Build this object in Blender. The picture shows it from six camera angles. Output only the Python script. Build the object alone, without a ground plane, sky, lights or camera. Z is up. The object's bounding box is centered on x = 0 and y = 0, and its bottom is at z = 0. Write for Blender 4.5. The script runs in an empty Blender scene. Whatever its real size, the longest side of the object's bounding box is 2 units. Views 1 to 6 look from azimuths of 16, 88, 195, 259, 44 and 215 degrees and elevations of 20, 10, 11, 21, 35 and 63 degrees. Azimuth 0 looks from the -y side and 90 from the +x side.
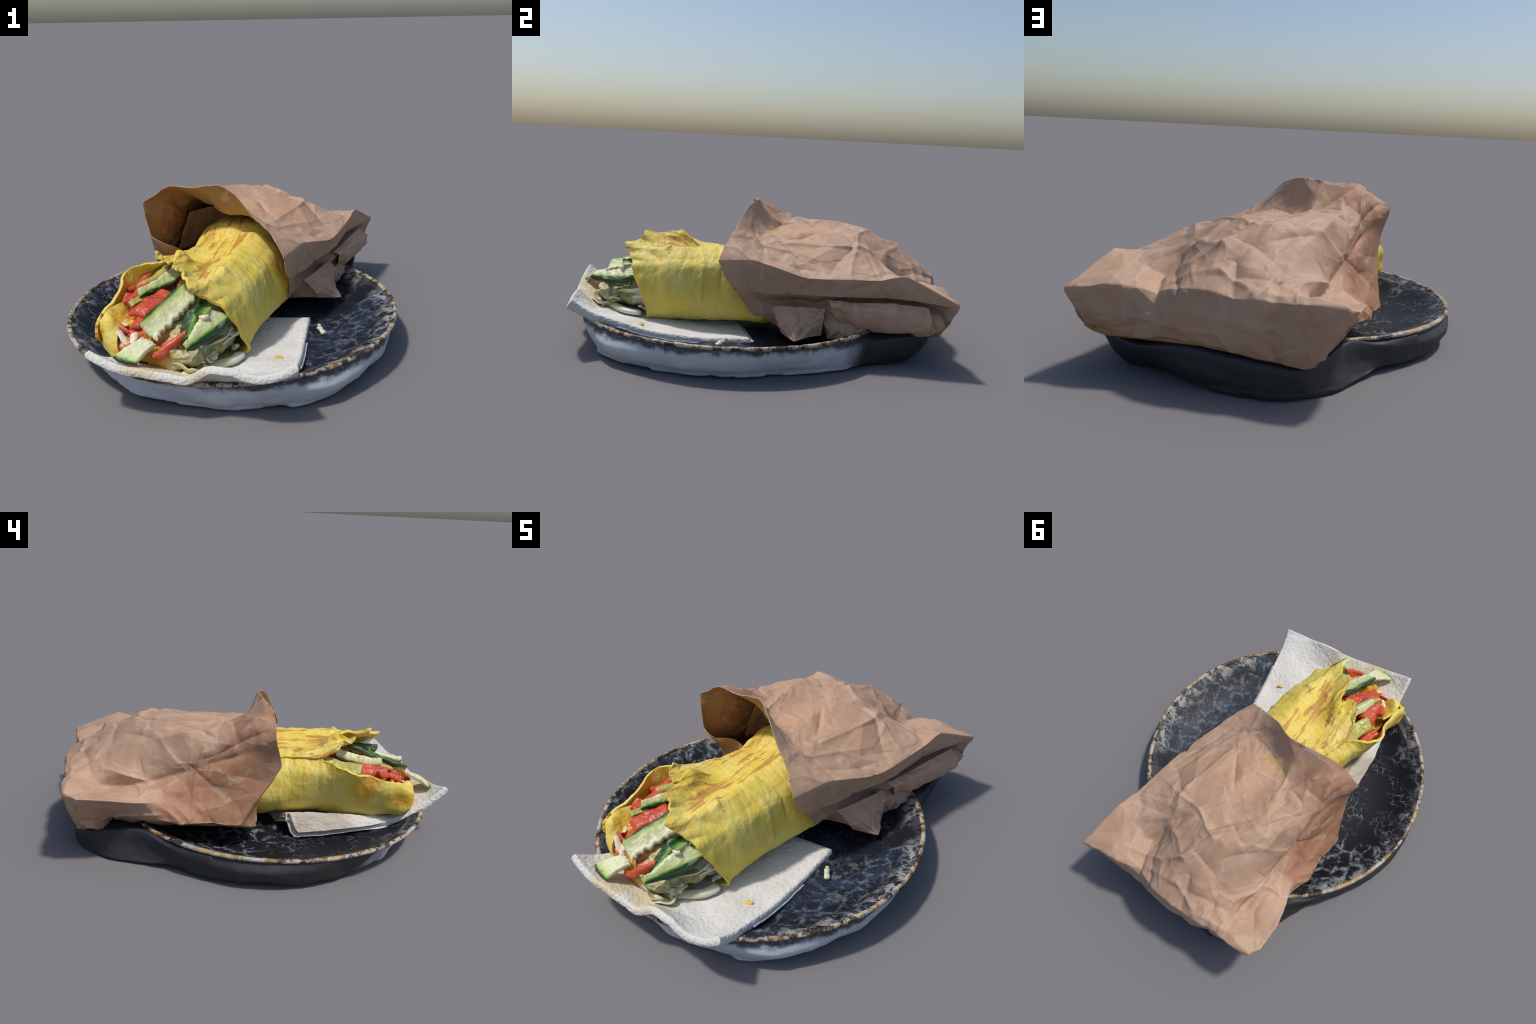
import bpy, bmesh, math, random
import numpy as np
from mathutils import Vector, Matrix, noise as mnoise
from mathutils.geometry import delaunay_2d_cdt

random.seed(7)
rng = np.random.default_rng(11)
scene = bpy.context.scene
COLL = scene.collection


# ------------------------------------------------------------------ helpers
def link(obj, parent=None):
    COLL.objects.link(obj)
    if parent is not None:
        obj.parent = parent
    return obj


def empty(name, label, category, loc=(0, 0, 0)):
    e = bpy.data.objects.new(name, None)
    e.location = loc
    e.empty_display_size = 0.05
    e["label"], e["category"] = label, category
    return link(e)


def mesh_obj(name, verts, faces, mats, parent=None, smooth=True, face_mats=None):
    me = bpy.data.meshes.new(name)
    me.from_pydata([tuple(v) for v in np.asarray(verts, float)], [], [tuple(int(i) for i in f) for f in faces])
    for m in (mats if isinstance(mats, (list, tuple)) else [mats]):
        me.materials.append(m)
    if face_mats is not None:
        me.polygons.foreach_set("material_index", np.asarray(face_mats, dtype=np.int32))
    me.polygons.foreach_set("use_smooth", np.full(len(me.polygons), smooth))
    me.update()
    ob = bpy.data.objects.new(name, me)
    link(ob, parent)
    return ob


def cubic_weights(n, t, closed, soft):
    """Rows of weights that resample n control rows at t: a Catmull-Rom curve
    blended with the straight polyline (soft=1 is fully rounded)."""
    i = np.floor(t).astype(int)
    if not closed:
        i = np.clip(i, 0, n - 2)
    f = t - i
    W = np.zeros((len(t), n))
    w = [-.5 * f ** 3 + f ** 2 - .5 * f, 1.5 * f ** 3 - 2.5 * f ** 2 + 1,
         -1.5 * f ** 3 + 2 * f ** 2 + .5 * f, .5 * f ** 3 - .5 * f ** 2]
    rows = np.arange(len(t))
    for k in range(4):
        j = i - 1 + k
        j = j % n if closed else np.clip(j, 0, n - 1)
        np.add.at(W, (rows, j), w[k] * soft)
    for j, ww in ((i, 1 - f), (i + 1, f)):
        j = j % n if closed else np.clip(j, 0, n - 1)
        np.add.at(W, (rows, j), ww * (1 - soft))
    return W


def densify(G, nv, nu, closed_u=False, soft_u=.7, soft_v=.7):
    G = np.asarray(G, float)
    rv, cu = G.shape[:2]
    Wv = cubic_weights(rv, np.linspace(0, rv - 1, nv), False, soft_v)
    tu = np.linspace(0, cu, nu, endpoint=False) if closed_u else np.linspace(0, cu - 1, nu)
    Wu = cubic_weights(cu, tu, closed_u, soft_u)
    return np.einsum('ab,bcd,ec->aed', Wv, G, Wu)


def grid_normals(P, closed_u=False):
    if closed_u:
        du = np.roll(P, -1, 1) - np.roll(P, 1, 1)
    else:
        du = np.gradient(P, axis=1)
    dv = np.gradient(P, axis=0)
    N = np.cross(du, dv)
    L = np.linalg.norm(N, axis=2, keepdims=True)
    return N / np.maximum(L, 1e-9)


def soft_normals(P, closed_u=False, radius=8):
    """grid normals averaged over a neighbourhood, so that relief does not
    fold over itself at the sharp edges of the base form"""
    N = grid_normals(P, closed_u)
    k = np.hanning(2 * radius + 3)[1:-1]
    k /= k.sum()
    for axis, wrapped in ((1, closed_u), (0, False)):
        pad = [(0, 0)] * 3
        pad[axis] = (radius, radius)
        Q = np.pad(N, pad, mode='wrap' if wrapped else 'edge')
        N = sum(w * np.take(Q, np.arange(i, i + N.shape[axis]), axis=axis) for i, w in enumerate(k))
    return N / np.maximum(np.linalg.norm(N, axis=2, keepdims=True), 1e-9)


def outward(N, P):
    """flip the normals if they point at the axis of the rings"""
    c = P.mean(1, keepdims=True)
    return N * np.sign(((P - c) * N).sum(-1).mean())


def grid_faces(nv, nu, closed_u=False, off=0, flip=False):
    F = []
    for a in range(nv - 1):
        for b in range(nu if closed_u else nu - 1):
            c = (b + 1) % nu
            q = (off + a * nu + b, off + a * nu + c, off + (a + 1) * nu + c, off + (a + 1) * nu + b)
            F.append(q[::-1] if flip else q)
    return F


def fbm(P, scale, octaves=3, seed=0.0, basis='PERLIN_ORIGINAL'):
    flat = P.reshape(-1, 3) * scale + seed
    out = np.array([mnoise.fractal(Vector(p), 1.0, 2.0, octaves, noise_basis=basis) for p in flat])
    return out.reshape(P.shape[:-1])


def facets(S, T, spacing, seed):
    """Crumpled-sheet relief: random heights on a random triangulation of the
    sheet (S, T in metres), interpolated flat inside each triangle."""
    r = np.random.default_rng(seed)
    s0, s1, t0, t1 = S.min(), S.max(), T.min(), T.max()
    n = int(max(12, (s1 - s0) * (t1 - t0) / spacing ** 2))
    m = spacing
    pts = np.stack([r.uniform(s0 - m, s1 + m, n), r.uniform(t0 - m, t1 + m, n)], 1)
    big = 4 * (s1 - s0 + t1 - t0)
    box = np.array([(s0 - big, t0 - big), (s1 + big, t0 - big), (s1 + big, t1 + big), (s0 - big, t1 + big)])
    pts = np.vstack([pts, box])
    v, _, tris, *_ = delaunay_2d_cdt([Vector(p) for p in pts], [], [], 0, 1e-6)
    v = np.array([tuple(p) for p in v])
    h = r.uniform(-1, 1, len(v))
    out = np.zeros(S.size)
    s, t = S.ravel(), T.ravel()
    for a, b, c in tris:
        A, B, C = v[a], v[b], v[c]
        lo, hi = np.minimum(np.minimum(A, B), C), np.maximum(np.maximum(A, B), C)
        k = np.nonzero((s >= lo[0]) & (s <= hi[0]) & (t >= lo[1]) & (t <= hi[1]))[0]
        if not len(k):
            continue
        d = (B[1] - C[1]) * (A[0] - C[0]) + (C[0] - B[0]) * (A[1] - C[1])
        if abs(d) < 1e-12:
            continue
        w1 = ((B[1] - C[1]) * (s[k] - C[0]) + (C[0] - B[0]) * (t[k] - C[1])) / d
        w2 = ((C[1] - A[1]) * (s[k] - C[0]) + (A[0] - C[0]) * (t[k] - C[1])) / d
        w3 = 1 - w1 - w2
        ok = (w1 >= -1e-6) & (w2 >= -1e-6) & (w3 >= -1e-6)
        out[k[ok]] = (w1 * h[a] + w2 * h[b] + w3 * h[c])[ok]
    return out.reshape(S.shape)


def sharp_folds(S, T, count, seed, amp=(.003, .009), length=(.10, .38), width=(.010, .030)):
    """straight paper creases scattered over the sheet: each is a cusp that
    falls off on both sides and fades toward its ends"""
    r = np.random.default_rng(seed)
    out = np.zeros(S.shape)
    for _ in range(count):
        cs, ct = r.uniform(S.min(), S.max()), r.uniform(T.min(), T.max())
        th, L, w = r.uniform(0, np.pi), r.uniform(*length), r.uniform(*width)
        h = r.uniform(*amp) * r.choice([-1, 1])
        x = (S - cs) * np.cos(th) + (T - ct) * np.sin(th)
        y = -(S - cs) * np.sin(th) + (T - ct) * np.cos(th)
        y = y + .12 * x * x / L * r.uniform(-1, 1)
        ww = np.where(y > 0, w * r.uniform(.5, 1.0), w * r.uniform(1.0, 1.8))
        out += h * np.exp(-np.abs(y) / ww) * np.clip(1 - (2 * x / L) ** 2, 0, 1)
    return out


def line_dist(P, path):
    """distance from every point to a polyline in space"""
    path = np.asarray(path, float)
    best = np.full(P.shape[:-1], 1e9)
    for a, b in zip(path[:-1], path[1:]):
        ab = b - a
        t = np.clip(((P - a) @ ab) / (ab @ ab), 0, 1)
        best = np.minimum(best, np.linalg.norm(P - (a + t[..., None] * ab), axis=-1))
    return best


def sheet_coords(P, closed_u=False):
    """rough arc-length coordinates (metres) of a dense grid"""
    du = np.linalg.norm(np.diff(P, axis=1), axis=2).mean(0)
    dv = np.linalg.norm(np.diff(P, axis=0), axis=2).mean(1)
    S = np.concatenate([[0], np.cumsum(du)])
    T = np.concatenate([[0], np.cumsum(dv)])
    return np.meshgrid(S, T)


def smoothstep(a, b, x):
    t = np.clip((x - a) / (b - a), 0, 1)
    return t * t * (3 - 2 * t)


# ------------------------------------------------------------------ materials
class Mat:
    def __init__(self, name, rough=.6, coat=0.0, sss=0.0):
        self.m = bpy.data.materials.new(name)
        self.m.use_nodes = True
        self.nt = self.m.node_tree
        self.bsdf = self.nt.nodes["Principled BSDF"]
        self.bsdf.inputs["Roughness"].default_value = rough
        self.bsdf.inputs["Coat Weight"].default_value = coat
        if sss:
            self.bsdf.inputs["Subsurface Weight"].default_value = sss
            self.bsdf.inputs["Subsurface Scale"].default_value = .02
        self.co = self.node("ShaderNodeTexCoord").outputs["Object"]

    def node(self, kind, **kw):
        n = self.nt.nodes.new(kind)
        for k, v in kw.items():
            setattr(n, k, v)
        return n

    def put(self, sock, v):
        if isinstance(v, bpy.types.NodeSocket):
            self.nt.links.new(v, sock)
        elif isinstance(v, (tuple, list)) and len(v) == 3 and sock.type == 'RGBA':
            sock.default_value = (*v, 1)
        else:
            sock.default_value = v

    def mapping(self, scale=(1, 1, 1), rot=(0, 0, 0), loc=(0, 0, 0), src=None):
        n = self.node("ShaderNodeMapping")
        self.put(n.inputs[0], src or self.co)
        n.inputs["Scale"].default_value = scale
        n.inputs["Rotation"].default_value = rot
        n.inputs["Location"].default_value = loc
        return n.outputs[0]

    def noise(self, scale, detail=4, rough=.55, dist=0.0, src=None, color=False):
        n = self.node("ShaderNodeTexNoise")
        self.put(n.inputs["Vector"], src or self.co)
        n.inputs["Scale"].default_value = scale
        n.inputs["Detail"].default_value = detail
        n.inputs["Roughness"].default_value = rough
        n.inputs["Distortion"].default_value = dist
        return n.outputs["Color" if color else "Fac"]

    def voronoi(self, scale, feature='F1', src=None, rnd=1.0):
        n = self.node("ShaderNodeTexVoronoi", feature=feature)
        self.put(n.inputs["Vector"], src or self.co)
        n.inputs["Scale"].default_value = scale
        n.inputs["Randomness"].default_value = rnd
        return n.outputs["Distance"]

    def ramp(self, fac, *stops, interp='LINEAR'):
        n = self.node("ShaderNodeValToRGB")
        n.color_ramp.interpolation = interp
        e = n.color_ramp.elements
        while len(e) < len(stops):
            e.new(.5)
        for el, (p, c) in zip(e, stops):
            el.position = p
            el.color = (*c, 1) if isinstance(c, (tuple, list)) else (c, c, c, 1)
        self.put(n.inputs[0], fac)
        return n.outputs[0]

    def mix(self, fac, a, b, blend='MIX'):
        n = self.node("ShaderNodeMix", data_type='RGBA', blend_type=blend)
        self.put(n.inputs[0], fac)
        self.put(n.inputs[6], a)
        self.put(n.inputs[7], b)
        return n.outputs[2]

    def math(self, op, a, b=0.0, c=None):
        n = self.node("ShaderNodeMath", operation=op)
        self.put(n.inputs[0], a)
        self.put(n.inputs[1], b)
        if c is not None:
            self.put(n.inputs[2], c)
        return n.outputs[0]

    def xyz(self, src=None):
        n = self.node("ShaderNodeSeparateXYZ")
        self.put(n.inputs[0], src or self.co)
        return n.outputs

    def step(self, v, lo, hi):
        n = self.node("ShaderNodeMapRange", interpolation_type='SMOOTHSTEP')
        self.put(n.inputs[0], v)
        n.inputs[1].default_value = lo
        n.inputs[2].default_value = hi
        return n.outputs[0]

    def dist(self, p, src=None):
        n = self.node("ShaderNodeVectorMath", operation='DISTANCE')
        self.put(n.inputs[0], src or self.co)
        n.inputs[1].default_value = p
        return n.outputs["Value"]

    def warp(self, amount, scale, src=None):
        n = self.node("ShaderNodeVectorMath", operation='MULTIPLY_ADD')
        self.put(n.inputs[0], self.noise(scale, 3, color=True, src=src))
        n.inputs[1].default_value = (amount,) * 3
        self.put(n.inputs[2], src or self.co)
        return n.outputs[0]

    def bump(self, height, strength=.3, dist=.01):
        n = self.node("ShaderNodeBump")
        n.inputs["Strength"].default_value = strength
        n.inputs["Distance"].default_value = dist
        self.put(n.inputs["Height"], height)
        if self.bsdf.inputs["Normal"].is_linked:
            self.put(n.inputs["Normal"], self.bsdf.inputs["Normal"].links[0].from_socket)
        self.put(self.bsdf.inputs["Normal"], n.outputs[0])

    def color(self, c):
        self.put(self.bsdf.inputs["Base Color"], c)
        return self.m


def kraft_paper(name, inside=False):
    M = Mat(name, rough=.62)
    if inside:
        base = M.mix(M.noise(5, 4), (.46, .27, .11), (.33, .175, .07))
    else:
        base = M.mix(M.step(M.noise(3.2, 3), .35, .7), (.49, .315, .210), (.42, .262, .172))
    fib = M.noise(60, 4, .6, src=M.mapping((1, .35, 1), (0, 0, .6)))
    base = M.mix(M.math('MULTIPLY', M.step(fib, .45, .75), .22), base, (.33, .2, .14) if not inside else (.2, .09, .03))
    cloud = M.noise(11, 5, .65)
    base = M.mix(M.math('MULTIPLY', M.step(cloud, .52, .7), .22), base, (.53, .36, .26) if not inside else (.46, .26, .10))
    if not inside:
        base = M.mix(M.math('MULTIPLY', M.step(M.noise(4.5, 3, .5, .5, src=M.mapping(loc=(2, 5, 1))), .5, .68), .45), base, (.50, .29, .165))
    # thin darker crease lines
    cr = M.voronoi(7, 'DISTANCE_TO_EDGE', src=M.warp(.10, 5))
    crm = M.math('MULTIPLY', M.math('SUBTRACT', 1.0, M.step(cr, 0.0, .016)), M.step(M.noise(4, 2), .45, .65))
    base = M.mix(M.math('MULTIPLY', crm, .25), base, (.36, .20, .13))
    # grease that soaked through: around the mouth on the open side
    n = M.math('MULTIPLY_ADD', M.noise(6, 5, .6, .6), .30, -.15)
    def blotch(p, r0, r1):
        return M.math('SUBTRACT', 1.0, M.step(M.math('ADD', M.dist(p), n), r0, r1))
    g1 = blotch((-.52, .22, .36), .16, .30)
    g2 = blotch((-.40, .04, .62), .10, .22)
    g3 = blotch((-.50, .42, .28), .06, .20)
    g = M.math('MAXIMUM', M.math('MAXIMUM', g1, g3), M.math('MULTIPLY', g2, .7))
    base = M.mix(M.math('MULTIPLY', g, .8), base, M.mix(M.noise(18, 4), (.39, .175, .085), (.29, .12, .06)))
    g4 = blotch((.02, .22, .57), .05, .26)
    base = M.mix(M.math('MULTIPLY', g4, .45), base, (.55, .31, .17))
    # sauce that shows through as translucent pale patches
    blot = M.step(M.noise(13, 4, .5, 1.2), .53, .60)
    core = blotch((-.52, .20, .40), .08, .17)
    base = M.mix(M.math('MULTIPLY', M.math('MULTIPLY', blot, core), .8), base, (.42, .30, .17))
    if not inside:
        y1 = None  # yellow scan faults at the flap base, copied as spots
        for p, rad in (((-.02, .095, .575), .014), ((-.06, .10, .562), .016), ((-.11, .105, .556), .024), ((-.16, .145, .565), .018), ((-.20, .105, .61), .014), ((-.215, .06, .655), .014)):
            q = M.math('SUBTRACT', 1.0, M.step(M.math('ADD', M.dist(p), M.math('MULTIPLY_ADD', M.noise(34, 4, .6), .05, -.025)), rad, rad + .004))
            y1 = q if y1 is None else M.math('MAXIMUM', y1, q)
        base = M.mix(M.math('MULTIPLY', y1, .85), base, (.46, .28, .085))
    base = M.mix(M.math('MULTIPLY', M.step(M.noise(70, 2), .66, .72), M.math('MULTIPLY', M.step(M.noise(3, 2), .5, .6), .5)), base, (.55, .25, .10))
    M.bump(M.noise(25, 5, .6), .10, .010)
    # crisp secondary creases: flat facets meeting in sharp lines
    f1 = M.voronoi(5, 'DISTANCE_TO_EDGE', src=M.warp(.07, 3.5, src=M.mapping((1, .6, 1), (.3, .2, .5))))
    f2 = M.voronoi(15, 'F1', src=M.warp(.05, 6, src=M.mapping((1, .7, 1), (0, .4, 1.1))))
    rub = M.math('MULTIPLY', M.math('SUBTRACT', 1.0, M.step(f1, .0, .022)), M.step(M.noise(6, 4, .6), .42, .62))
    base = M.mix(M.math('MULTIPLY', rub, .45), base, (.60, .44, .355) if not inside else (.50, .32, .15))
    M.bump(M.math('MULTIPLY', f1, -1.0), .50, .06)
    M.bump(f2, .13, .022)
    M.bump(fib, .12, .004)
    return M.color(base)


def dish_glaze():
    M = Mat("dark_marbled_glaze", rough=.55)
    M.bsdf.inputs["Specular IOR Level"].default_value = .3
    base = M.mix(M.noise(3.5, 3), (.0035, .004, .007), (.007, .009, .016))
    x, y, z = M.xyz()
    cloud = M.math('MULTIPLY', M.step(M.noise(5, 5, .65), .45, .70), M.step(M.math('ADD', x, M.math('MULTIPLY_ADD', M.noise(2.5, 3), .8, -.4)), -.25, .45))
    base = M.mix(M.math('MULTIPLY', cloud, .8), base, (.014, .030, .062))
    speck = M.step(M.noise(75, 3, .7), .56, .66)
    base = M.mix(M.math('MULTIPLY', speck, M.math('MULTIPLY', cloud, .8)), base, (.075, .11, .16))
    # broken whitish network between dark blotches, in drifts
    w = M.warp(.10, 6.0)
    grain = M.step(M.noise(24, 5, .75, .5), .42, .60)
    big = M.voronoi(12.0, 'DISTANCE_TO_EDGE', src=w)
    small = M.voronoi(25, 'DISTANCE_TO_EDGE', src=M.warp(.05, 10))
    drift = M.step(M.noise(2.6, 4, .6, .5), .44, .60)
    drift2 = M.step(M.noise(4.2, 4, .6, .5, src=M.mapping(loc=(4, 1, 2))), .47, .62)
    net = M.math('MULTIPLY', M.math('SUBTRACT', 1.0, M.step(big, .01, .17)), grain)
    net2 = M.math('MULTIPLY', M.math('SUBTRACT', 1.0, M.step(small, .0, .085)), grain)
    hair = M.math('MULTIPLY', M.math('SUBTRACT', 1.0, M.step(small, .0, .05)), M.step(M.noise(13, 3, .6), .42, .6))
    m = M.math('MAXIMUM', M.math('MULTIPLY', net, drift), M.math('MULTIPLY', net2, M.math('MULTIPLY', drift2, .8)))
    m = M.math('MAXIMUM', m, M.math('MULTIPLY', hair, M.math('MULTIPLY', cloud, .4)))
    calm = M.math('SUBTRACT', .80, M.math('MULTIPLY', M.step(x, -.1, .45), .38))
    base = M.mix(M.math('MULTIPLY', m, calm), base, M.mix(M.noise(9, 2), (.36, .35, .35), (.20, .26, .34)))
    # milky speckle thickening toward the rim
    rim = M.math('MULTIPLY', M.step(z, .112, .160), M.step(M.noise(17, 5, .75, .8), .47, .58))
    base = M.mix(M.math('MULTIPLY', rim, M.math('MULTIPLY_ADD', M.step(M.noise(2.2, 2), .42, .6), .7, .12)), base, (.36, .35, .34))
    M.bump(M.noise(30, 3), .06, .01)
    return M.color(base)


def rim_glaze():
    M = Mat("worn_rim_glaze", rough=.5)
    base = M.mix(M.step(M.noise(17, 5, .75, .6), .46, .55), (.035, .020, .014), (.46, .38, .27))
    base = M.mix(M.step(M.noise(30, 4, .7), .54, .62), base, (.11, .055, .028))
    base = M.mix(M.math('MULTIPLY', M.step(M.noise(5, 3), .52, .66), .7), base, (.44, .28, .09))
    base = M.mix(M.math('MULTIPLY', M.step(M.noise(12, 4, .7), .55, .63), .8), base, (.44, .43, .41))
    M.bump(M.noise(40, 4), .3, .006)
    return M.color(base)


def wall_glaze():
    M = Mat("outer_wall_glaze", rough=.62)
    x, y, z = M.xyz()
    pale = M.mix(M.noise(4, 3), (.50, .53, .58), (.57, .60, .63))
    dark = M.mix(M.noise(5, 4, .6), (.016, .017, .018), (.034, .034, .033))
    # baked shade painted dark over the left and rear; its border is ragged
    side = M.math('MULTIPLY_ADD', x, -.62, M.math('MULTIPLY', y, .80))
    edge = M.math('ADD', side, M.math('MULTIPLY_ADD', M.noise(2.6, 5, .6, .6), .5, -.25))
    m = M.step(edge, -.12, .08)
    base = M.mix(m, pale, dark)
    # dark drips under the rim
    drip = M.math('ADD', z, M.math('MULTIPLY_ADD', M.noise(9, 5, .7, .5), .10, -.05))
    base = M.mix(M.math('MULTIPLY', M.step(drip, .112, .140), .92), base, (.022, .024, .034))
    streak = M.math('MULTIPLY', M.math('MULTIPLY', M.step(drip, .10, .14), M.math('SUBTRACT', 1.0, m)), M.step(M.noise(28, 5, .75, 1.), .56, .66))
    base = M.mix(M.math('MULTIPLY', streak, .7), base, (.36, .37, .40))
    M.bump(M.noise(9, 4), .2, .02)
    return M.color(base)


def napkin_paper():
    M = Mat("embossed_white_paper", rough=.9)
    base = M.mix(M.step(M.noise(5, 4), .4, .65), (.66, .64, .59), (.73, .715, .67))
    n = M.math('MULTIPLY_ADD', M.noise(7, 4), .16, -.08)
    def blotch(p, r0, r1):
        return M.math('SUBTRACT', 1.0, M.step(M.math('ADD', M.dist(p), n), r0, r1))
    s = M.math('MAXIMUM', blotch((.06, -.86, .17), .05, .17), blotch((-.10, -.93, .2), .04, .15))
    base = M.mix(M.math('MULTIPLY', s, .65), base, (.66, .52, .26))
    tan = blotch((-.42, -.30, .12), .10, .26)  # baked shade on the raised left fold, painted in as tan
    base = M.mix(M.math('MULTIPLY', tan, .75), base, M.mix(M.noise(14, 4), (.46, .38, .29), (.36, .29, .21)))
    em = M.voronoi(80, 'SMOOTH_F1', src=M.warp(.02, 10, src=M.mapping((1, .62, 1))))
    M.bump(em, .5, .010)
    M.bump(M.noise(12, 4), .2, .01)
    return M.color(base)


def flatbread():
    M = Mat("yellow_flatbread", rough=.55, sss=.12)
    x, y, z = M.xyz()
    base = M.mix(M.step(M.noise(5.5, 4, .6), .35, .7), (.75, .57, .075), (.80, .67, .18))
    base = M.mix(M.math('MULTIPLY', M.step(M.noise(9, 3), .55, .75), .6), base, (.70, .47, .05))
    # griddle marks: long broken streaks over the top of the roll
    st = M.noise(1.0, 5, .62, .35, src=M.mapping((30, 5.0, 8), (0, 0, -.32)))
    st2 = M.noise(1.0, 4, .6, .5, src=M.mapping((17, 3.2, 6), (0, 0, -.32), (3, 1, 0)))
    top = M.math('MULTIPLY', M.step(z, .40, .455), M.math('SUBTRACT', 1.0, M.step(x, .04, .13)))
    mark = M.math('MULTIPLY', M.math('MAXIMUM', M.step(st, .54, .60), M.step(st2, .56, .61)), top)
    base = M.mix(M.math('MULTIPLY', mark, .8), base, M.mix(M.noise(24, 3), (.42, .16, .035), (.52, .24, .05)))
    # orange sauce on the open lip
    n = M.math('MULTIPLY_ADD', M.noise(9, 5, .6, .5), .24, -.12)
    def blotch(p, r0, r1):
        return M.math('SUBTRACT', 1.0, M.step(M.math('ADD', M.dist(p), n), r0, r1))
    s = M.math('MAXIMUM', blotch((-.38, -.74, .23), .02, .10), M.math('MAXIMUM', blotch((-.40, -.52, .30), .03, .12), blotch((-.28, -.66, .26), .03, .11)))
    base = M.mix(M.math('MULTIPLY', s, .7), base, (.76, .34, .02))
    base = M.mix(M.math('MULTIPLY', M.step(M.noise(40, 3), .64, .72), .35), base, (.45, .22, .03))
    wr = M.noise(1.0, 5, .6, .4, src=M.mapping((14, 34, 14), (0, 0, .1)))
    M.bump(wr, .5, .014)
    M.bump(M.noise(45, 5, .65), .4, .008)
    return M.color(base)


def cucumber(name, rind_w=.008):
    """local X runs from the rind (0) to the seedy core, in metres"""
    M = Mat(name, rough=.48, sss=.12)
    x, y, z = M.xyz()
    xx = M.math('ADD', x, M.math('MULTIPLY_ADD', M.noise(20, 3), .012, -.006))
    t = M.math('DIVIDE', xx, rind_w * 9)
    c = M.ramp(t, (0.0, (.012, .045, .010)), (.06, (.02, .095, .012)), (.11, (.14, .32, .04)), (.22, (.46, .53, .18)), (.5, (.60, .63, .33)), (1.0, (.66, .67, .42)))
    fl = M.noise(30, 4, .6, src=M.mapping((1, .3, 1)))
    c = M.mix(M.math('MULTIPLY', M.step(fl, .5, .7), .22), c, (.70, .72, .52), 'MIX')
    M.bump(fl, .12, .004)
    return M.color(c)


def tomato():
    M = Mat("red_tomato", rough=.42, sss=.15)
    c = M.mix(M.noise(14, 4), (.46, .045, .018), (.60, .10, .030))
    c = M.mix(M.math('MULTIPLY', M.step(M.noise(24, 4, .6), .58, .72), .6), c, (.72, .22, .09))
    c = M.mix(M.math('MULTIPLY', M.step(M.noise(8, 3), .58, .7), .6), c, (.32, .02, .03))
    M.bump(M.noise(20, 3), .2, .008)
    return M.color(c)


def cabbage():
    M = Mat("pale_cabbage", rough=.35, sss=.2)
    c = M.mix(M.step(M.noise(9, 4, .6), .38, .62), (.62, .60, .34), (.74, .72, .58))
    c = M.mix(M.math('MULTIPLY', M.step(M.noise(7, 3), .54, .68), .75), c, (.38, .42, .09))
    c = M.mix(M.math('MULTIPLY', M.step(M.noise(6, 3, src=M.mapping(loc=(3, 2, 1))), .56, .7), .6), c, (.62, .46, .16))
    M.bump(M.noise(30, 3, src=M.mapping((1, .3, 1))), .3, .008)
    return M.color(c)


def sauce_mass():
    M = Mat("saucy_filling", rough=.45, sss=.12)
    x, y, z = M.xyz()
    n = M.noise(8, 5, .6, .6)
    left = M.mix(M.step(n, .42, .6), (.66, .36, .02), (.50, .09, .025))
    left = M.mix(M.step(M.noise(15, 4), .55, .65), left, (.62, .46, .24))
    right = M.mix(M.step(n, .40, .6), (.50, .48, .24), (.34, .34, .09))
    right = M.mix(M.step(M.noise(13, 4), .52, .63), right, (.66, .62, .46))
    m = M.step(M.math('ADD', x, M.math('MULTIPLY_ADD', M.noise(6, 3), .2, -.1)), -.12, .0)
    c = M.mix(m, left, right)
    dark = M.step(M.noise(11, 4, .6), .60, .70)
    c = M.mix(M.math('MULTIPLY', dark, .8), c, (.14, .03, .02))
    M.bump(M.noise(22, 5, .6), .6, .02)
    return M.color(c)


def plain(name, c1, c2, rough=.4, scale=12):
    M = Mat(name, rough=rough, sss=.15)
    M.bump(M.noise(25, 4), .25, .008)
    return M.color(M.mix(M.noise(scale, 4), c1, c2))


MAT_BAG = kraft_paper("kraft_paper")
MAT_BAG_IN = kraft_paper("greasy_kraft_inside", inside=True)
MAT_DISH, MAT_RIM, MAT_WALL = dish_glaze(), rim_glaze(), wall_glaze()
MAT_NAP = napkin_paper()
MAT_BREAD = flatbread()
MAT_CUKE = cucumber("cucumber_flesh_and_rind")
MAT_CUKE_GREEN = cucumber("cucumber_rind_side", .030)
MAT_CUKE_PALE = cucumber("cucumber_pale", .006)
MAT_PICKLE = plain("olive_pickle", (.36, .36, .07), (.50, .48, .14), rough=.35)
MAT_TOM = tomato()
MAT_CAB = cabbage()
MAT_SAUCE = sauce_mass()
MAT_ONION = plain("white_onion", (.72, .60, .42), (.80, .74, .62))
MAT_CRUMB = plain("yellow_crumb", (.62, .40, .05), (.70, .52, .12))
MAT_SPROUT = plain("pale_sprout", (.62, .60, .42), (.70, .68, .55))

# ------------------------------------------------------------------ plate
CX, CY, RIM = 0.0, -.117, .817


def rim_z(a):
    return .160 + .010 * (RIM * np.cos(a))


plate = empty("plate", "round shallow stoneware plate, dark marbled glaze, worn rim", "plate")


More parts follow.
